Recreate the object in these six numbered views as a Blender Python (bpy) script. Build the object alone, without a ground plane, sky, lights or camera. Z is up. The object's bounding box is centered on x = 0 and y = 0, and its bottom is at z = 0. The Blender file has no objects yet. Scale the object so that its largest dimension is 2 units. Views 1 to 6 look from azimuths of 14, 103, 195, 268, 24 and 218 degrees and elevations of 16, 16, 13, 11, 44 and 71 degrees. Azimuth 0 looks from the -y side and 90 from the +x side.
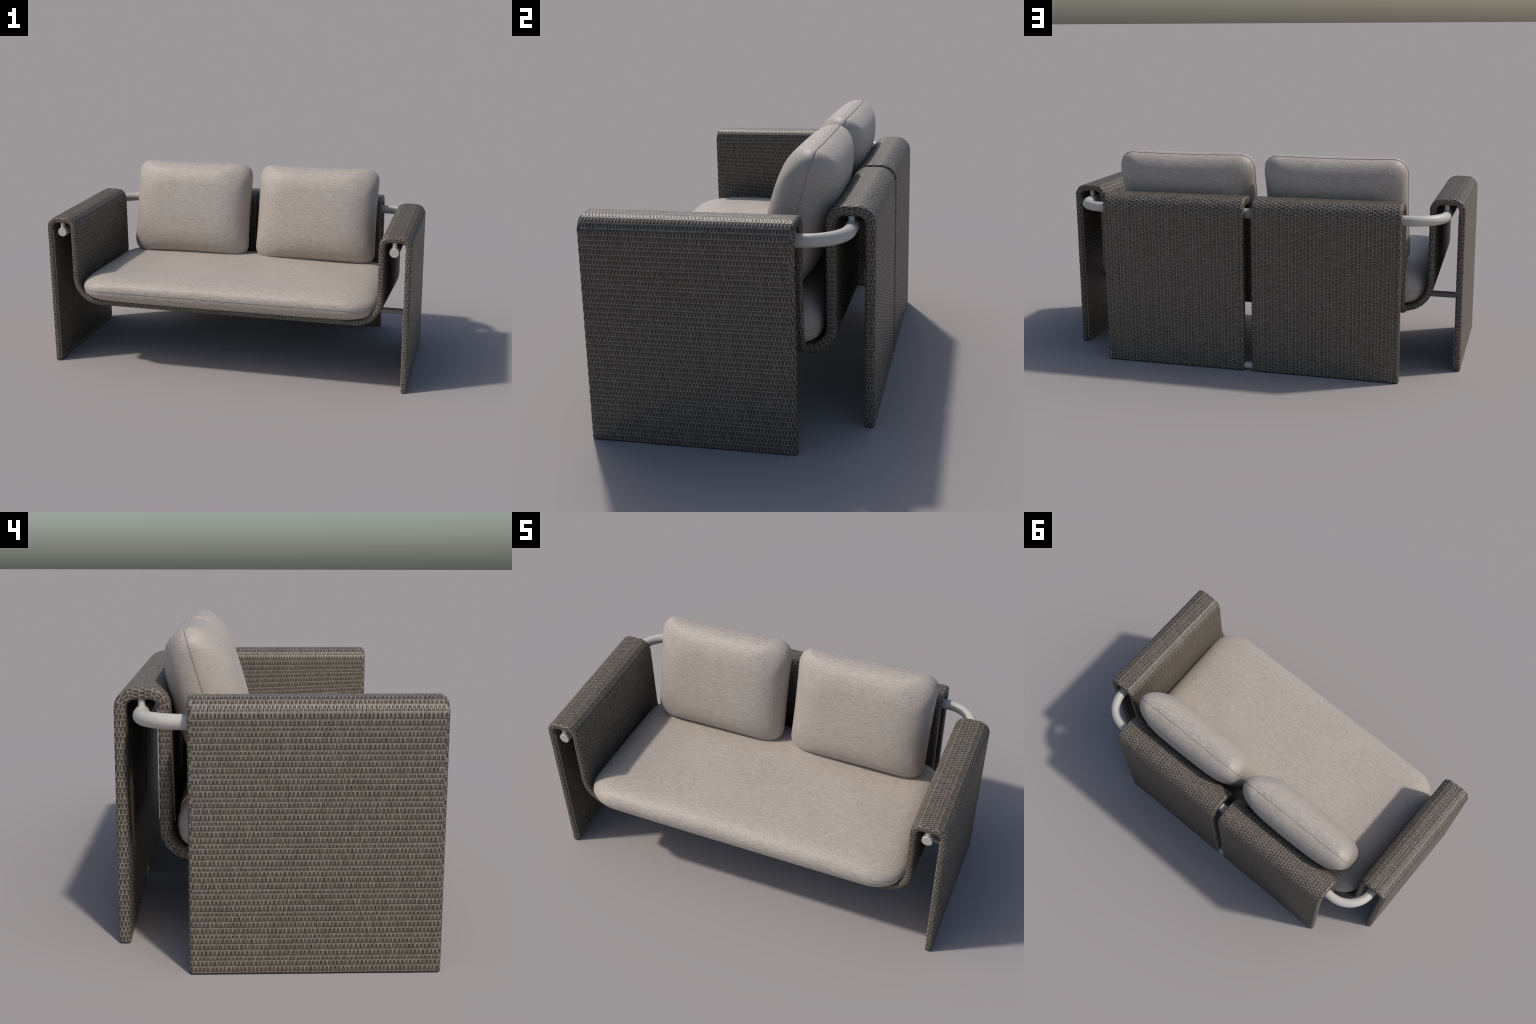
import bpy, math, random
import numpy as np
from mathutils import Matrix

rng = np.random.default_rng(7)

# ------------------------------------------------------------------ helpers
def link(o, parent=None):
    bpy.context.scene.collection.objects.link(o)
    if parent is not None:
        o.parent = parent
    return o

def mesh_object(name, verts, faces, mats, parent=None, smooth=True, mat_idx=None):
    me = bpy.data.meshes.new(name)
    if isinstance(faces, np.ndarray):
        nv, nf, k = len(verts), len(faces), faces.shape[1]
        me.vertices.add(nv)
        me.vertices.foreach_set("co", np.asarray(verts, np.float32).ravel())
        me.loops.add(nf * k)
        me.loops.foreach_set("vertex_index", faces.astype(np.int32).ravel())
        me.polygons.add(nf)
        me.polygons.foreach_set("loop_start", np.arange(nf, dtype=np.int32) * k)
        me.update(calc_edges=True)
    else:
        me.from_pydata([tuple(v) for v in verts], [], faces)
        me.update()
    for m in (mats if isinstance(mats, (list, tuple)) else [mats]):
        me.materials.append(m)
    if mat_idx is not None:
        me.polygons.foreach_set("material_index", np.asarray(mat_idx, np.int32))
    me.polygons.foreach_set("use_smooth", np.full(len(me.polygons), smooth))
    me.update()
    return link(bpy.data.objects.new(name, me), parent)

# ---------------------------------------------------------------- materials
class Tree:
    def __init__(self, name):
        self.m = bpy.data.materials.new(name)
        self.m.use_nodes = True
        self.t = self.m.node_tree
        self.b = self.t.nodes["Principled BSDF"]
    def n(self, kind, **kw):
        nd = self.t.nodes.new(kind)
        for k, v in kw.items():
            if k in nd.inputs:
                nd.inputs[k].default_value = v
            else:
                setattr(nd, k, v)
        return nd
    def l(self, a, b):
        self.t.links.new(a, b)
    def mapped(self, scale):
        tc = self.n("ShaderNodeTexCoord")
        mp = self.n("ShaderNodeMapping")
        mp.inputs["Scale"].default_value = scale
        self.l(tc.outputs["Object"], mp.inputs["Vector"])
        return mp.outputs["Vector"]
    def noise(self, scale, vec_scale=(1, 1, 1), detail=3.0, rough=0.5):
        nz = self.n("ShaderNodeTexNoise")
        nz.inputs["Scale"].default_value = scale
        nz.inputs["Detail"].default_value = detail
        nz.inputs["Roughness"].default_value = rough
        self.l(self.mapped(vec_scale), nz.inputs["Vector"])
        return nz.outputs["Fac"]
    def math(self, op, a, b):
        nd = self.n("ShaderNodeMath", operation=op)
        for i, v in enumerate((a, b)):
            if isinstance(v, (int, float)):
                nd.inputs[i].default_value = v
            else:
                self.l(v, nd.inputs[i])
        return nd.outputs[0]
    def ramp(self, fac, stops):
        r = self.n("ShaderNodeValToRGB")
        els = r.color_ramp.elements
        while len(els) < len(stops):
            els.new(0.5)
        for e, (p, c) in zip(els, stops):
            e.position = p
            e.color = (*c, 1)
        self.l(fac, r.inputs["Fac"])
        return r.outputs["Color"]

def strand_material(name, stops, rough=0.42, spec=0.5):
    T = Tree(name)
    geo = T.n("ShaderNodeNewGeometry")
    fine = T.noise(420.0, detail=2.0)
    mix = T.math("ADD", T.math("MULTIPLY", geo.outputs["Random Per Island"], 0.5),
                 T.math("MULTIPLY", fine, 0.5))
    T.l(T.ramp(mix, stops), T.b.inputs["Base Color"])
    T.b.inputs["Roughness"].default_value = rough
    T.b.inputs["Specular IOR Level"].default_value = spec
    return T.m

def linen_material(name):
    T = Tree(name)
    a = T.noise(60.0, (0.50, 10, 3.0), 5.0, 0.7)      # threads along x
    b = T.noise(60.0, (9, 1.2, 1.6), 5.0, 0.7)       # threads along y
    big = T.noise(6.0, (1, 1, 1), 2.0)
    w = T.math("ADD", T.math("MULTIPLY", a, 0.56), T.math("MULTIPLY", b, 0.40))
    # on the ends of a cushion the threads run across the thickness
    side = T.noise(60.0, (0.8, 12, 0.5), 5.0, 0.7)
    tc = T.n("ShaderNodeTexCoord")
    sep = T.n("ShaderNodeSeparateXYZ")
    T.l(tc.outputs["Normal"], sep.inputs[0])
    mask = T.n("ShaderNodeMapRange", interpolation_type="SMOOTHSTEP")
    mask.inputs["From Min"].default_value, mask.inputs["From Max"].default_value = 0.45, 0.85
    T.l(T.math("ABSOLUTE", sep.outputs[0], 0.0), mask.inputs["Value"])
    keep = T.math("SUBTRACT", 1.0, mask.outputs["Result"])
    w = T.math("ADD", T.math("MULTIPLY", w, keep),
               T.math("MULTIPLY", T.math("ADD", T.math("MULTIPLY", side, 0.46), 0.24), mask.outputs["Result"]))
    w = T.math("ADD", w, T.math("MULTIPLY", big, 0.04))
    col = T.ramp(w, [(0.39, (0.285, 0.242, 0.203)), (0.50, (0.430, 0.373, 0.318)),
                     (0.61, (0.552, 0.489, 0.425))])
    T.l(col, T.b.inputs["Base Color"])
    T.b.inputs["Roughness"].default_value = 0.54
    T.b.inputs["Specular IOR Level"].default_value = 0.5
    T.b.inputs["Sheen Weight"].default_value = 0.12
    bump = T.n("ShaderNodeBump")
    bump.inputs["Strength"].default_value = 0.35
    bump.inputs["Distance"].default_value = 0.0015
    T.l(w, bump.inputs["Height"])
    T.l(bump.outputs["Normal"], T.b.inputs["Normal"])
    return T.m

def plain_material(name, col, rough, spec=0.5):
    T = Tree(name)
    nz = T.noise(40.0, (1, 1, 1), 2.0)
    c0 = tuple(x * 0.96 for x in col)
    T.l(T.ramp(nz, [(0.3, c0), (0.7, col)]), T.b.inputs["Base Color"])
    T.b.inputs["Roughness"].default_value = rough
    T.b.inputs["Specular IOR Level"].default_value = spec
    return T.m

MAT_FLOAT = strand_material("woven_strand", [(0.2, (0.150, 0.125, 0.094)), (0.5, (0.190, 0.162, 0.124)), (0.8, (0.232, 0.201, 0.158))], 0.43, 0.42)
MAT_FLOAT_END = strand_material("woven_strand_shaded", [(0.2, (0.058, 0.045, 0.032)), (0.8, (0.096, 0.077, 0.056))], 0.42)  # lead ends darkened: the shade where strands dive under is in the colour
MAT_WARP = strand_material("woven_crossing_strip", [(0.2, (0.145, 0.130, 0.110)), (0.8, (0.240, 0.222, 0.194))], 0.40)
MAT_CORE = plain_material("woven_backing", (0.034, 0.028, 0.022), 0.7, 0.3)
MAT_LINEN = linen_material("beige_linen")
MAT_SEAM = plain_material("linen_seam_lit_lightened", (0.47, 0.42, 0.37), 0.6, 0.3)
MAT_PAINT = plain_material("off_white_paint", (0.565, 0.532, 0.475), 0.42)
MAT_TRIM = plain_material("grey_frame_edge", (0.42, 0.405, 0.38), 0.5)

# ------------------------------------------------------ profile path helper
class Path:
    """Planar path (a, z) made of straight runs and arcs, sampled by arclength."""
    def __init__(self, a, z, heading):
        self.p = [(a, z)]
        self.h = heading
    def go(self, length, step=0.01):
        a, z = self.p[-1]
        n = max(1, int(length / step))
        for i in range(1, n + 1):
            d = length * i / n
            self.p.append((a + d * math.cos(self.h), z + d * math.sin(self.h)))
        return self
    def turn(self, angle, r):
        a, z = self.p[-1]
        sg = 1 if angle > 0 else -1
        ca, cz = a - sg * r * math.sin(self.h), z + sg * r * math.cos(self.h)
        n = max(4, int(abs(angle) / math.radians(5)))
        h0 = self.h
        for i in range(1, n + 1):
            h = h0 + angle * i / n
            self.p.append((ca + sg * r * math.sin(h), cz - sg * r * math.cos(h)))
        self.h = h0 + angle
        return self
    def done(self):
        P = np.array(self.p)
        self.P = P
        seg = np.diff(P, axis=0)
        L = np.hypot(seg[:, 0], seg[:, 1])
        self.S = np.concatenate([[0], np.cumsum(L)])
        self.len = self.S[-1]
        tan = seg / L[:, None]
        v = np.vstack([tan[:1], tan[:-1] + tan[1:], tan[-1:]])
        self.T = v / np.hypot(v[:, 0], v[:, 1])[:, None]
        return self
    def at(self, s):
        a = np.interp(s, self.S, self.P[:, 0]); z = np.interp(s, self.S, self.P[:, 1])
        ta = np.interp(s, self.S, self.T[:, 0]); tz = np.interp(s, self.S, self.T[:, 1])
        n = np.hypot(ta, tz); ta, tz = ta / n, tz / n
        return a, z, -tz, ta          # position and left-hand normal

class Section:
    """Rounded-rectangle cross-section: w across the band, t through it."""
    def __init__(self, w0, w1, T, r):
        self.w0, self.w1, self.T, self.r = w0, w1, T, r
        self.fw, self.ft, self.arc = (w1 - w0) - 2 * r, T - 2 * r, math.pi * r / 2
        self.per = 2 * (self.fw + self.ft) + 4 * self.arc
        self.edge = self.ft + 2 * self.arc
    def at(self, q):
        q = np.mod(q, self.per)
        w = np.zeros_like(q); t = np.zeros_like(q); nw = np.zeros_like(q); nt = np.zeros_like(q)
        wm, wM, h, r = self.w0, self.w1, self.T / 2, self.r
        runs = [  # start point, direction, length / arc centre
            ("L", wm + r, h, 1, 0, self.fw), ("A", wM - r, h - r, 90), ("L", wM, h - r, 0, -1, self.ft),
            ("A", wM - r, -h + r, 0), ("L", wM - r, -h, -1, 0, self.fw), ("A", wm + r, -h + r, -90),
            ("L", wm, -h + r, 0, 1, self.ft), ("A", wm + r, h - r, 180)]
        pos = 0.0
        for R in runs:
            ln = R[5] if R[0] == "L" else self.arc
            m = (q >= pos) & (q < pos + ln + 1e-12)
            d = q[m] - pos
            if R[0] == "L":
                w[m] = R[1] + R[3] * d; t[m] = R[2] + R[4] * d
                nw[m] = -R[4]; nt[m] = R[3]
            else:
                an = np.radians(R[3]) - d / r
                w[m] = R[1] + r * np.cos(an); t[m] = R[2] + r * np.sin(an)
                nw[m] = np.cos(an); nt[m] = np.sin(an)
            pos += ln
        return w, t, nw, nt

class Band:
    """A padded woven strip: Section swept along Path, optionally warped."""
    def __init__(self, path, sec, axis, warp=None):
        self.path, self.sec, self.axis, self.warp = path, sec, axis, warp
    def place(self, s, q, h):
        s, q, h = np.broadcast_arrays(s, q, h)
        a, z, na, nz = self.path.at(s)
        w, t, nw, nt = self.sec.at(q)
        off = t + h * nt
        A, Z, W = a + na * off, z + nz * off, w + nw * h
        if self.axis == "x":      # profile in x-z, width along y
            P = np.stack([A, W, Z], -1)
        else:                     # profile in y-z, width along x
            P = np.stack([W, A, Z], -1)
        return self.warp(P, s) if self.warp else P
    def core(self, name, parent):
        s = self.path.S
        r, sec = self.sec.r, self.sec
        cuts, pos = [], 0.0
        for ln, n in ((sec.fw, 24), (sec.arc, 4), (sec.ft, 1), (sec.arc, 4)) * 2:
            cuts += [pos + ln * i / n for i in range(n)]
            pos += ln
        q = np.array(cuts)
        S, Q = np.meshgrid(s, q, indexing="ij")
        P = self.place(S, Q, np.zeros_like(S))
        ns, nq = P.shape[:2]
        idx = np.arange(ns * nq).reshape(ns, nq)
        i2 = np.roll(idx, -1, axis=1)
        F = np.stack([idx[:-1], i2[:-1], i2[1:], idx[1:]], -1).reshape(-1, 4)
        faces = [tuple(int(k) for k in f) for f in F] + [tuple(idx[0]), tuple(idx[-1][::-1])]
        faces = [tuple(int(k) for k in f) for f in faces]
        return mesh_object(name, P.reshape(-1, 3), faces, MAT_CORE, parent)

ROW_PATTERN = (0.0193, 0.0184, 0.0138, 0.0202)   # spacing of the crossing strips
COL = 0.00625                                     # pitch of the long strands

def rows_between(lo, hi):
    base = sum(ROW_PATTERN)
    n = max(1, round((hi - lo) / base))
    k = (hi - lo) / (n * base)
    out, p = [lo], lo
    for i in range(n * 4):
        p += ROW_PATTERN[i % 4] * k
        out.append(p)
    return np.array(out)

def weave(name, band, zones, parent):
    """zones: (s0, s1, q0, q1, along, tail) - strands run along 's' or along 'q';
    tail = +1 / -1 is the way their tapered, raised end points."""
    V, F, M, base = [], [], [], 0
    for (s0, s1, q0, q1, along, tail) in zones:
        if along == "s":
            lo, hi, c0, c1 = s0, s1, q0, q1
        else:
            lo, hi, c0, c1 = q0, q1, s0, s1
        rows = rows_between(lo, hi)
        nc = max(2, round((c1 - c0) / COL))
        cw = (c1 - c0) / nc
        cols = c0 + (np.arange(nc) + 0.5) * cw
        I, J = np.meshgrid(np.arange(len(rows)), np.arange(nc), indexing="ij")
        over = ((I + J) % 2 == 0)
        gap = np.diff(rows)
        before = np.concatenate([[gap[0] * 0.5], gap]); after = np.concatenate([gap, [gap[-1] * 0.5]])
        # --- long strands passing over the crossing strip
        i, j = I[over], J[over]
        n = len(i)
        tau = np.array([-0.97, -0.50, -0.16, 0.22, 0.58, 0.90])
        hh = np.array([0.0001, 0.0007, 0.0014, 0.0018, 0.0014, 0.0001])
        hw = np.array([0.26, 0.38, 0.50, 0.53, 0.42, 0.11]) * cw
        m = len(tau)
        tau = tau * rng.uniform(0.92, 1.04, (n, 1)) * tail
        tau = np.clip(tau, -1.0, 1.0)
        u = rows[i][:, None] + np.where(tau < 0, before[i][:, None] * tau, after[i][:, None] * tau)
        u = np.clip(u, lo + 1e-5, hi - 1e-5)
        skew = rng.normal(0, 0.10, (n, 1)) * cw * tau + rng.normal(0, 0.05, (n, 1)) * cw
        lift = hh[None, :] + rng.normal(0, 0.00012, (n, 1))
        c = cols[j][:, None] + skew
        side = np.array([-1.0, 0.0, 1.0])
        drop = np.array([0.0006, 0.0, 0.0006])
        U = np.repeat(u[:, :, None], 3, 2)
        C = c[:, :, None] + side * hw[None, :, None]
        H = lift[:, :, None] - drop
        S, Q = (U, C) if along == "s" else (C, U)
        V.append(band.place(S, Q, H).reshape(-1, 3))
        g = np.arange(3 * m).reshape(m, 3)
        q4 = np.stack([g[:-1, :-1], g[:-1, 1:], g[1:, 1:], g[1:, :-1]], -1).reshape(-1, 4)
        F.append((base + 3 * m * np.arange(n)[:, None, None] + q4).reshape(-1, 4))
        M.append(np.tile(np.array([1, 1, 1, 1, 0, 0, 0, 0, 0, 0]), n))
        base += 3 * m * n
        # --- the paired crossing strips that show between them
        i, j = I[~over], J[~over]
        n = len(i)
        prof_u = np.array([-0.0024, -0.0012, 0.0, 0.0012, 0.0024])
        prof_h = np.array([0.0000, 0.0007, 0.0002, 0.0007, 0.0000])
        u = np.clip(rows[i][:, None] + prof_u, lo + 1e-5, hi - 1e-5)
        ends = np.array([-0.45, 0.45]) * cw
        U = np.repeat(u[:, :, None], 2, 2)
        C = np.repeat(cols[j][:, None, None] + ends, 5, 1)
        H = np.broadcast_to(prof_h[None, :, None], U.shape)
        S, Q = (U, C) if along == "s" else (C, U)
        V.append(band.place(S, Q, H).reshape(-1, 3))
        g = np.arange(10).reshape(5, 2)
        q4 = np.stack([g[:-1, :-1], g[:-1, 1:], g[1:, 1:], g[1:, :-1]], -1).reshape(-1, 4)
        F.append((base + 10 * np.arange(n)[:, None, None] + q4).reshape(-1, 4))
        M.append(np.full(4 * n, 2))
        base += 10 * n
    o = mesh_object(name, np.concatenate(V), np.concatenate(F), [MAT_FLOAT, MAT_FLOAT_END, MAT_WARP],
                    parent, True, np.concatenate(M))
    o["kind"] = "stuff"
    return o

# ------------------------------------------------------------------ tubes
def tube(name, pts, r, mat, parent, seg=28, caps=True, bevel=0.0015):
    pts = np.array(pts, float)
    n = len(pts)
    tan = np.gradient(pts, axis=0)
    tan /= np.linalg.norm(tan, axis=1)[:, None]
    up = np.array([0, 0, 1.0]) if abs(tan[0][2]) < 0.9 else np.array([1.0, 0, 0])
    rings, radii = [], []
    idx = list(range(n))
    prof = [(0, r)] * n
    # small rounded lip at each end
    P, R, Tn = list(pts), [r] * n, list(tan)
    if caps:
        P = [pts[0], pts[0] + tan[0] * bevel] + P[1:-1] + [pts[-1] - tan[-1] * bevel, pts[-1]]
        R = [r - bevel, r] + R[1:-1] + [r, r - bevel]
        Tn = [tan[0], tan[0]] + Tn[1:-1] + [tan[-1], tan[-1]]
    verts, faces = [], []
    for p, rr, t in zip(P, R, Tn):
        a = np.cross(t, up); a /= np.linalg.norm(a); b = np.cross(a, t)
        for k in range(seg):
            an = 2 * math.pi * k / seg
            verts.append(p + rr * (math.cos(an) * a + math.sin(an) * b))
    m = len(P)
    for i in range(m - 1):
        for k in range(seg):
            k2 = (k + 1) % seg
            faces.append((i * seg + k, i * seg + k2, (i + 1) * seg + k2, (i + 1) * seg + k))
    o = None
    if caps:
        faces.append(tuple(range(seg))[::-1]); faces.append(tuple((m - 1) * seg + k for k in range(seg)))
    o = mesh_object(name, verts, faces, mat, parent, True)
    if caps:
        o.data.polygons[len(faces) - 1].use_smooth = False
        o.data.polygons[len(faces) - 2].use_smooth = False
        for e in o.data.edges:
            pass
        bpy.context.view_layer.objects.active = o
        o.data.set_sharp_from_angle(angle=math.radians(40))
    return o

# ---------------------------------------------------------------- cushions
def rounded_outline(hx, hy, r, n_side, n_corner):
    """Points and outward normals of a rounded rectangle, fixed vertex count."""
    pts = []
    for cx, cy, a0 in ((hx - r, hy - r, 0), (-hx + r, hy - r, 90), (-hx + r, -hy + r, 180), (hx - r, -hy + r, 270)):
        for k in range(n_corner + 1):
            an = math.radians(a0 + 90 * k / n_corner)
            pts.append((cx + r * math.cos(an), cy + r * math.sin(an)))
    out, N = [], len(pts)
    per = n_corner + 1
    for c in range(4):
        blk = pts[c * per:(c + 1) * per]
        out += blk
        a, b = np.array(blk[-1]), np.array(pts[((c + 1) * per) % N])
        ns = n_side[c % 2]
        for k in range(1, ns):
            out.append(tuple(a + (b - a) * k / ns))
    return np.array(out)

def cushion(name, hx, hy, r, up, down, mid, loc, rot, parent, w_mid, thin, p=2.2, sag=0.0, r_grow=0.0, w_low=None):
    """Box cushion without welt: two pillowed faces meeting in a seam.
    up/down(x, y): height of each face over the seam surface mid(x, y)."""
    n_side, n_corner = (40, 34), 14
    verts, faces = [], []
    dmax = min(hx, hy) - 0.03
    fr = 1 - np.cos(np.linspace(0, math.pi / 2, 13))            # fine near the seam
    rings = [1e-4, 6e-4, 2.7e-3] + list(fr[1:]) + list(np.linspace(1, dmax / w_mid, 9)[1:])
    outline = rounded_outline(hx, hy, r, n_side, n_corner)
    nper = len(outline)
    def ring_xy(d):
        rr = min(r + r_grow * d, 0.55 * (hy - d))
        o = rounded_outline(hx - d, hy - d, rr, n_side, n_corner)
        if sag:
            k = sag * max(0.0, 1 - d / w_mid)
            tx = o[:, 0] / max(hx - d, 1e-3); ty = o[:, 1] / max(hy - d, 1e-3)
            o = o - np.stack([np.sign(o[:, 0]) * k * (1 - ty ** 2) * (np.abs(tx) > 0.9),
                              np.sign(o[:, 1]) * k * (1 - tx ** 2) * (np.abs(ty) > 0.9)], -1)
        return o
    lip, STEP = 0.0014, 0.0012
    def add_ring(xy, z):
        b = len(verts)
        verts.extend(np.column_stack([xy, z]))
        return b
    seam_xy = ring_xy(lip)
    seam_b = add_ring(seam_xy, mid(seam_xy[:, 0], seam_xy[:, 1]))
    ph = rng.uniform(0, 6.28, 8)
    def soft(x, y):
        return 0.0011 * (np.sin(9 * x + ph[0] + 2.0 * np.sin(7 * y + ph[1])) + np.sin(13 * y + ph[2] + 1.5 * np.sin(6 * x + ph[3])))
    for sgn, hf in ((1, up), (-1, down)):
        prev = seam_b
        for f in [0.0] + rings:
            d = f * w_mid
            xy = ring_xy(d - (STEP * max(0.0, 1 - f * 6) if sgn > 0 else 0.0))
            if f == 0.0:
                z = mid(xy[:, 0], xy[:, 1]) + (-0.0003 if sgn > 0 else -0.0016)
            else:
                x, y = xy[:, 0], xy[:, 1]
                k = min(d / (w_mid if sgn > 0 or w_low is None else w_low), 1.0)
                shape = (1 - (1 - k) ** p) ** (1 / p)
                # the filling thins out towards the four corners
                shape = shape * (1 - thin * (np.abs(x) / hx) ** 4 * (np.abs(y) / hy) ** 4)
                z = mid(x, y) + sgn * (0.0006 + shape * hf(x, y) + soft(x, y) * min(1, f))
            b = add_ring(xy, z)
            for i in range(nper):
                j = (i + 1) % nper
                q = (prev + i, prev + j, b + j, b + i)
                faces.append(q if sgn > 0 else q[::-1])
            prev = b
        # close the flat centre with quads across the narrow way
        last = nper - n_side[1]
        top_end = 2 * n_corner + n_side[0]
        mir = lambda i: (last - i) % nper
        fill = [(i, i + 1, mir(i + 1), mir(i)) for i in range(1, top_end - 1)]
        fill.append((top_end - 1,) + tuple(range(top_end, mir(top_end) + 1)) + (mir(top_end - 1),))
        fill.append((0, 1, mir(1)) + tuple(range(last, nper)))
        for q in fill:
            q = tuple(prev + k for k in q)
            faces.append(q if sgn > 0 else q[::-1])
    o = mesh_object(name, verts, faces, MAT_LINEN, parent, True)
    o.location, o.rotation_euler = loc, rot
    # seam cord on the lip, coloured paler to draw the light it catches
    sx = ring_xy(-0.0003 - STEP)
    pts = np.column_stack([sx, mid(sx[:, 0], sx[:, 1])])
    seg, rad, cv, cf = 6, 0.0010, [], []
    for i in range(nper):
        t = pts[(i + 1) % nper] - pts[i - 1]; t /= np.linalg.norm(t)
        a = np.cross(t, (0, 0, 1.0)); a /= np.linalg.norm(a); b2 = np.cross(a, t)
        for k in range(seg):
            an = 2 * math.pi * k / seg
            cv.append(pts[i] + rad * (math.cos(an) * a + math.sin(an) * b2))
    for i in range(nper):
        for k in range(seg):
            i2, k2 = (i + 1) % nper, (k + 1) % seg
            cf.append((i * seg + k, i * seg + k2, i2 * seg + k2, i2 * seg + k))
    s = mesh_object("seam", cv, cf, MAT_SEAM, o, True)
    return o

# =================================================================== build
root = bpy.data.objects.new("outdoor_loveseat", None)
link(root)
root["label"] = "two-seat outdoor sofa with dark woven sling panels and beige cushions"
root["category"] = "garden sofa"

T = 0.029          # thickness of the padded woven bands (without the strands)
Y0, Y1 = -0.474, 0.293
SLOPE = 0.092       # the seat falls towards the back

# ---- side-to-side sling: leg panel, arm, seat, arm, leg panel
XL = 0.9985 - T / 2
R_ARM, R_SEAT = 0.041, 0.134
ZTOP = 0.8425 - T / 2
XI = 0.8475
ZPAN = 0.3545 + T / 2
half = math.pi / 2
sp = Path(-XL, 0.0, half)
sp.go(ZTOP - R_ARM).turn(-half, R_ARM).go(XL - XI - 2 * R_ARM).turn(-half, R_ARM)
S_IN = np.hypot(*np.diff(np.array(sp.p), axis=0).T).sum()
sp.go(ZTOP - R_ARM - ZPAN - R_SEAT)
S_BEND = np.hypot(*np.diff(np.array(sp.p), axis=0).T).sum()
sp.turn(half, R_SEAT)
S_PAN = np.hypot(*np.diff(np.array(sp.p), axis=0).T).sum()
sp.go(2 * (XI - R_SEAT), 0.05).turn(half, R_SEAT).go(ZTOP - R_ARM - ZPAN - R_SEAT)
sp.turn(-half, R_ARM).go(XL - XI - 2 * R_ARM).turn(-half, R_ARM).go(ZTOP - R_ARM)
sp.done()
LEN = sp.len

def sling_warp(P, s):
    f = np.clip((np.minimum(s, LEN - s) - S_IN) / (S_BEND - S_IN), 0, 1)
    P = P.copy()
    P[..., 2] -= f * SLOPE * (P[..., 1] + 0.475)
    return P

sec = Section(Y0, Y1, T, 0.0095)
sling = Band(sp, sec, "x", sling_warp)
sling_o = sling.core("seat_sling", root)
fa = sec.fw
# left-hand normal (t > 0) faces outwards on the left leg and downwards... whole outer side
side_a = (0.0, fa)                                    # t = +T/2
edge_b = (fa, fa + sec.edge)                          # back edge (w1)
side_c = (fa + sec.edge, 2 * fa + sec.edge)           # t = -T/2
edge_d = (2 * fa + sec.edge, 2 * fa + 2 * sec.edge)   # front edge (w0)
zones = []
lim = 0.003
for q in (edge_b, side_c, edge_d):
    zones.append((lim, LEN - lim, *q, "s", -1))
# upper side: the seat pan itself lies hidden under the cushion, so stop inside the bends
zones.append((lim, S_PAN + 0.02, *side_a, "s", -1))
zones.append((LEN - S_PAN - 0.02, LEN - lim, *side_a, "s", -1))
weave("woven_cover", sling, zones, sling_o)

# ---- two back bands: leg panel, top roll, backrest, tucked under the seat
TB = 0.0365         # the back is a little thicker
YB = 0.534 - TB / 2
YF = 0.3570 + TB / 2
R_TOP, R_LOW = 0.048, 0.085
ZPB = 0.3545 - SLOPE * (0.30 + 0.475) + TB / 2 - 0.002
ZTB = 0.8425 - TB / 2
bp = Path(YB, 0.0, half)
bp.go(ZTB - R_TOP).turn(half, R_TOP).go(YB - YF - 2 * R_TOP).turn(half, R_TOP)
bp.go(ZTB - R_TOP - ZPB - R_LOW).turn(-half - math.atan(SLOPE), R_LOW).go(0.012)
bp.done()
for x0, x1 in ((0.020, 0.734), (-0.734, -0.020)):
    bs = Section(x0, x1, TB, 0.0105)
    bb = Band(bp, bs, "y")
    bo = bb.core("back_panel", root)
    f = bs.fw
    zs = [(lim, bp.len - 0.001, 0.0, f, "q", 1), (lim, bp.len - 0.001, f, f + bs.edge, "s", 1),
          (lim, bp.len - 0.001, f + bs.edge, 2 * f + bs.edge, "q", 1),
          (lim, bp.len - 0.001, 2 * f + bs.edge, 2 * f + 2 * bs.edge, "s", 1)]
    weave("woven_cover", bb, zs, bo)

# ---- painted tube frame carrying the rolls
RT, ZT, XT, YT, RB = 0.0245, 0.762, 0.912, 0.447, 0.15
pts = [(-XT, y, ZT) for y in np.linspace(-0.473, YT - RB, 14)]
pts += [(-XT + RB - RB * math.cos(a), YT - RB + RB * math.sin(a), ZT) for a in np.linspace(0, half, 20)[1:]]
pts += [(x, YT, ZT) for x in np.linspace(-XT + RB, XT - RB, 30)[1:]]
pts += [(XT - RB + RB * math.sin(a), YT - RB + RB * math.cos(a), ZT) for a in np.linspace(0, half, 20)[1:]]
pts += [(XT, y, ZT) for y in np.linspace(YT - RB, -0.473, 14)[1:]]
frame = tube("tube_frame", pts, RT, MAT_PAINT, root, 36)
posts = [(sx * XT, y) for sx in (-1, 1) for y in (-0.458, 0.272)]
posts += [(x, YT) for x in (-0.715, -0.045, 0.045, 0.715)]
first = None
for x, y in posts:
    if first is None:
        first = tube("post", [(0, 0, 0), (0, 0, 0.025), (0, 0, 0.048)], 0.0118, MAT_PAINT, frame, 20, True, 0.0008)
        o = first
    else:
        o = first.copy(); link(o, frame)
    o.location = (x, y, ZT + 0.012)

# ---- stretcher under the seat and bar at the foot of the back
tube("stretcher_rod", [(-0.975, -0.027, 0.2955), (0, -0.027, 0.2955), (0.975, -0.027, 0.2955)], 0.0155, MAT_PAINT, root, 24)
tube("foot_bar", [(-0.06, 0.5120, 0.021), (0, 0.5120, 0.021), (0.06, 0.5120, 0.021)], 0.0168, MAT_PAINT, root, 24)

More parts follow.
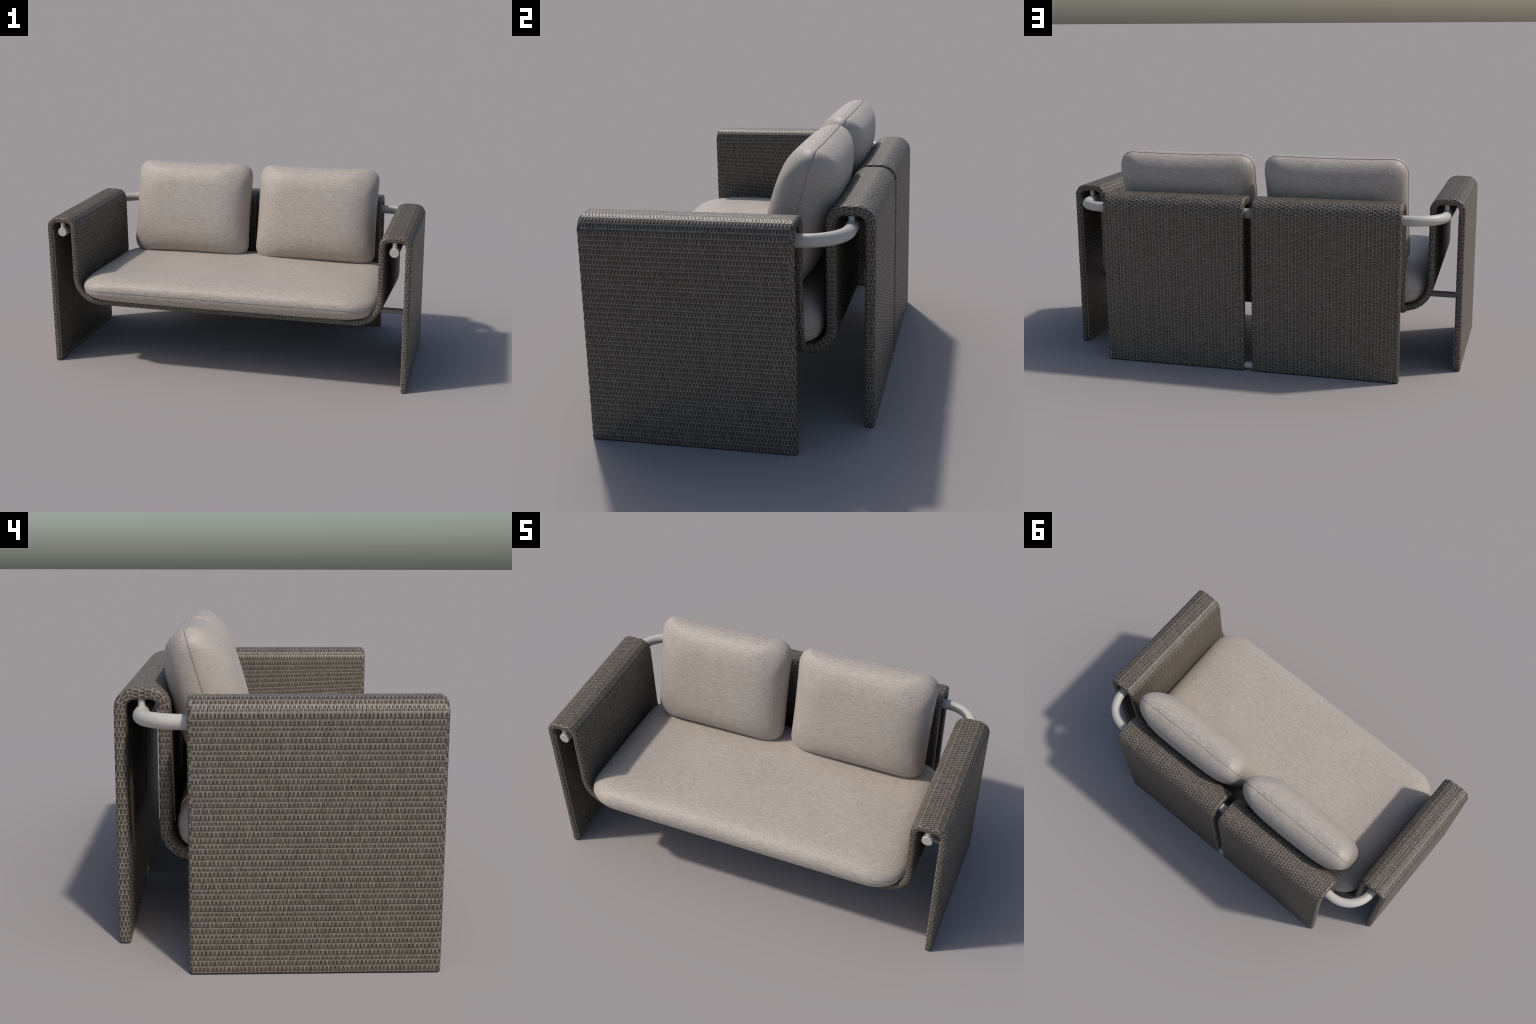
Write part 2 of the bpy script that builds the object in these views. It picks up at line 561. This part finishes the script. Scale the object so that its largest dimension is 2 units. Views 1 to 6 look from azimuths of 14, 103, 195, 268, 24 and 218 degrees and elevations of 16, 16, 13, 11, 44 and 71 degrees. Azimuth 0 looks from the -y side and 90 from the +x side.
# ---- thin frame edge that shows on the hidden faces of the panels
def strip(points, width_dir, normal, parent, w=0.0012, d=0.0018):
    P = np.array(points, float); wd = np.array(width_dir, float); nn = np.array(normal, float)
    v, f = [], []
    for p in P:
        for a, b in ((-w, -d), (w, -d), (w, d), (-w, d)):
            v.append(p + wd * a + nn * b)
    for i in range(len(P) - 1):
        for k in range(4):
            k2 = (k + 1) % 4
            f.append((i * 4 + k, i * 4 + k2, i * 4 + 4 + k2, i * 4 + 4 + k))
    f += [(3, 2, 1, 0), tuple(len(P) * 4 - 4 + k for k in range(4))]
    return mesh_object("frame_edge", v, f, MAT_TRIM, parent, False)
for sx in (-1, 1):
    xi = sx * (0.9985 - T)
    for y in (Y0 + 0.0105, Y1 - 0.0105):
        strip([(xi, y, 0.012), (xi, y, 0.77)], (0, 1, 0), (1, 0, 0), sling_o, 0.0013, 0.0029)
    strip([(xi, Y0 + 0.01, 0.012), (xi, Y1 - 0.01, 0.012)], (0, 0, 1), (1, 0, 0), sling_o, 0.0013, 0.0029)
    if sx < 0: strip([(sx * 0.7235, 0.357 + TB, 0.42), (sx * 0.7235, 0.357 + TB, 0.77)], (1, 0, 0), (0, 1, 0), root, 0.0013, 0.0042)
strip([(0.7235, 0.534, 0.008), (0.7235, 0.534, 0.042)], (1, 0, 0), (0, 1, 0), root, 0.0014, 0.0026)

# ---- cushions
def seat_mid(x, y):            # local: origin at centre of the cushion
    return -0.082 * y
def seat_up(x, y):
    Y = y - 0.099
    top = 0.520 - 0.022 * (Y + 0.4) + 0.016 * (1 - (x / 0.826) ** 2) * (1 - (y / 0.44) ** 2)
    return top - (0.4195 - 0.082 * y)
def seat_down(x, y):
    Y = y - 0.099
    bot = 0.3545 + T - SLOPE * (Y + 0.475) + 0.001
    return (0.4195 - 0.082 * y) - bot
cushion("seat_cushion", 0.826, 0.437, 0.155, seat_up, seat_down, seat_mid, (0, -0.099, 0.4195), (0, 0, 0), root, 0.14, 0.15, 2.4, r_grow=-0.2, w_low=0.062)

TILT = math.radians(16.5)
HX, HY = 0.353, 0.2775
ctr = np.array([0, 0.313, 1.027]) - HY * np.array([0, math.sin(TILT), math.cos(TILT)])
def pad(x, y):
    return 0.108 + 0.017 * (1 - (x / HX) ** 2) * (1 - (y / HY) ** 2)
for cx in (-0.377, 0.377):
    # local x = across, y = up the back, z = towards the sitter
    cushion("back_cushion", HX, HY, 0.075, pad, lambda x, y: pad(x, y) * 0.95, lambda x, y: 0 * x,
            (cx, ctr[1], ctr[2]), (math.pi / 2 - TILT, 0, 0), root, 0.17, 0.34, 2.5, sag=0.007, r_grow=0.6)
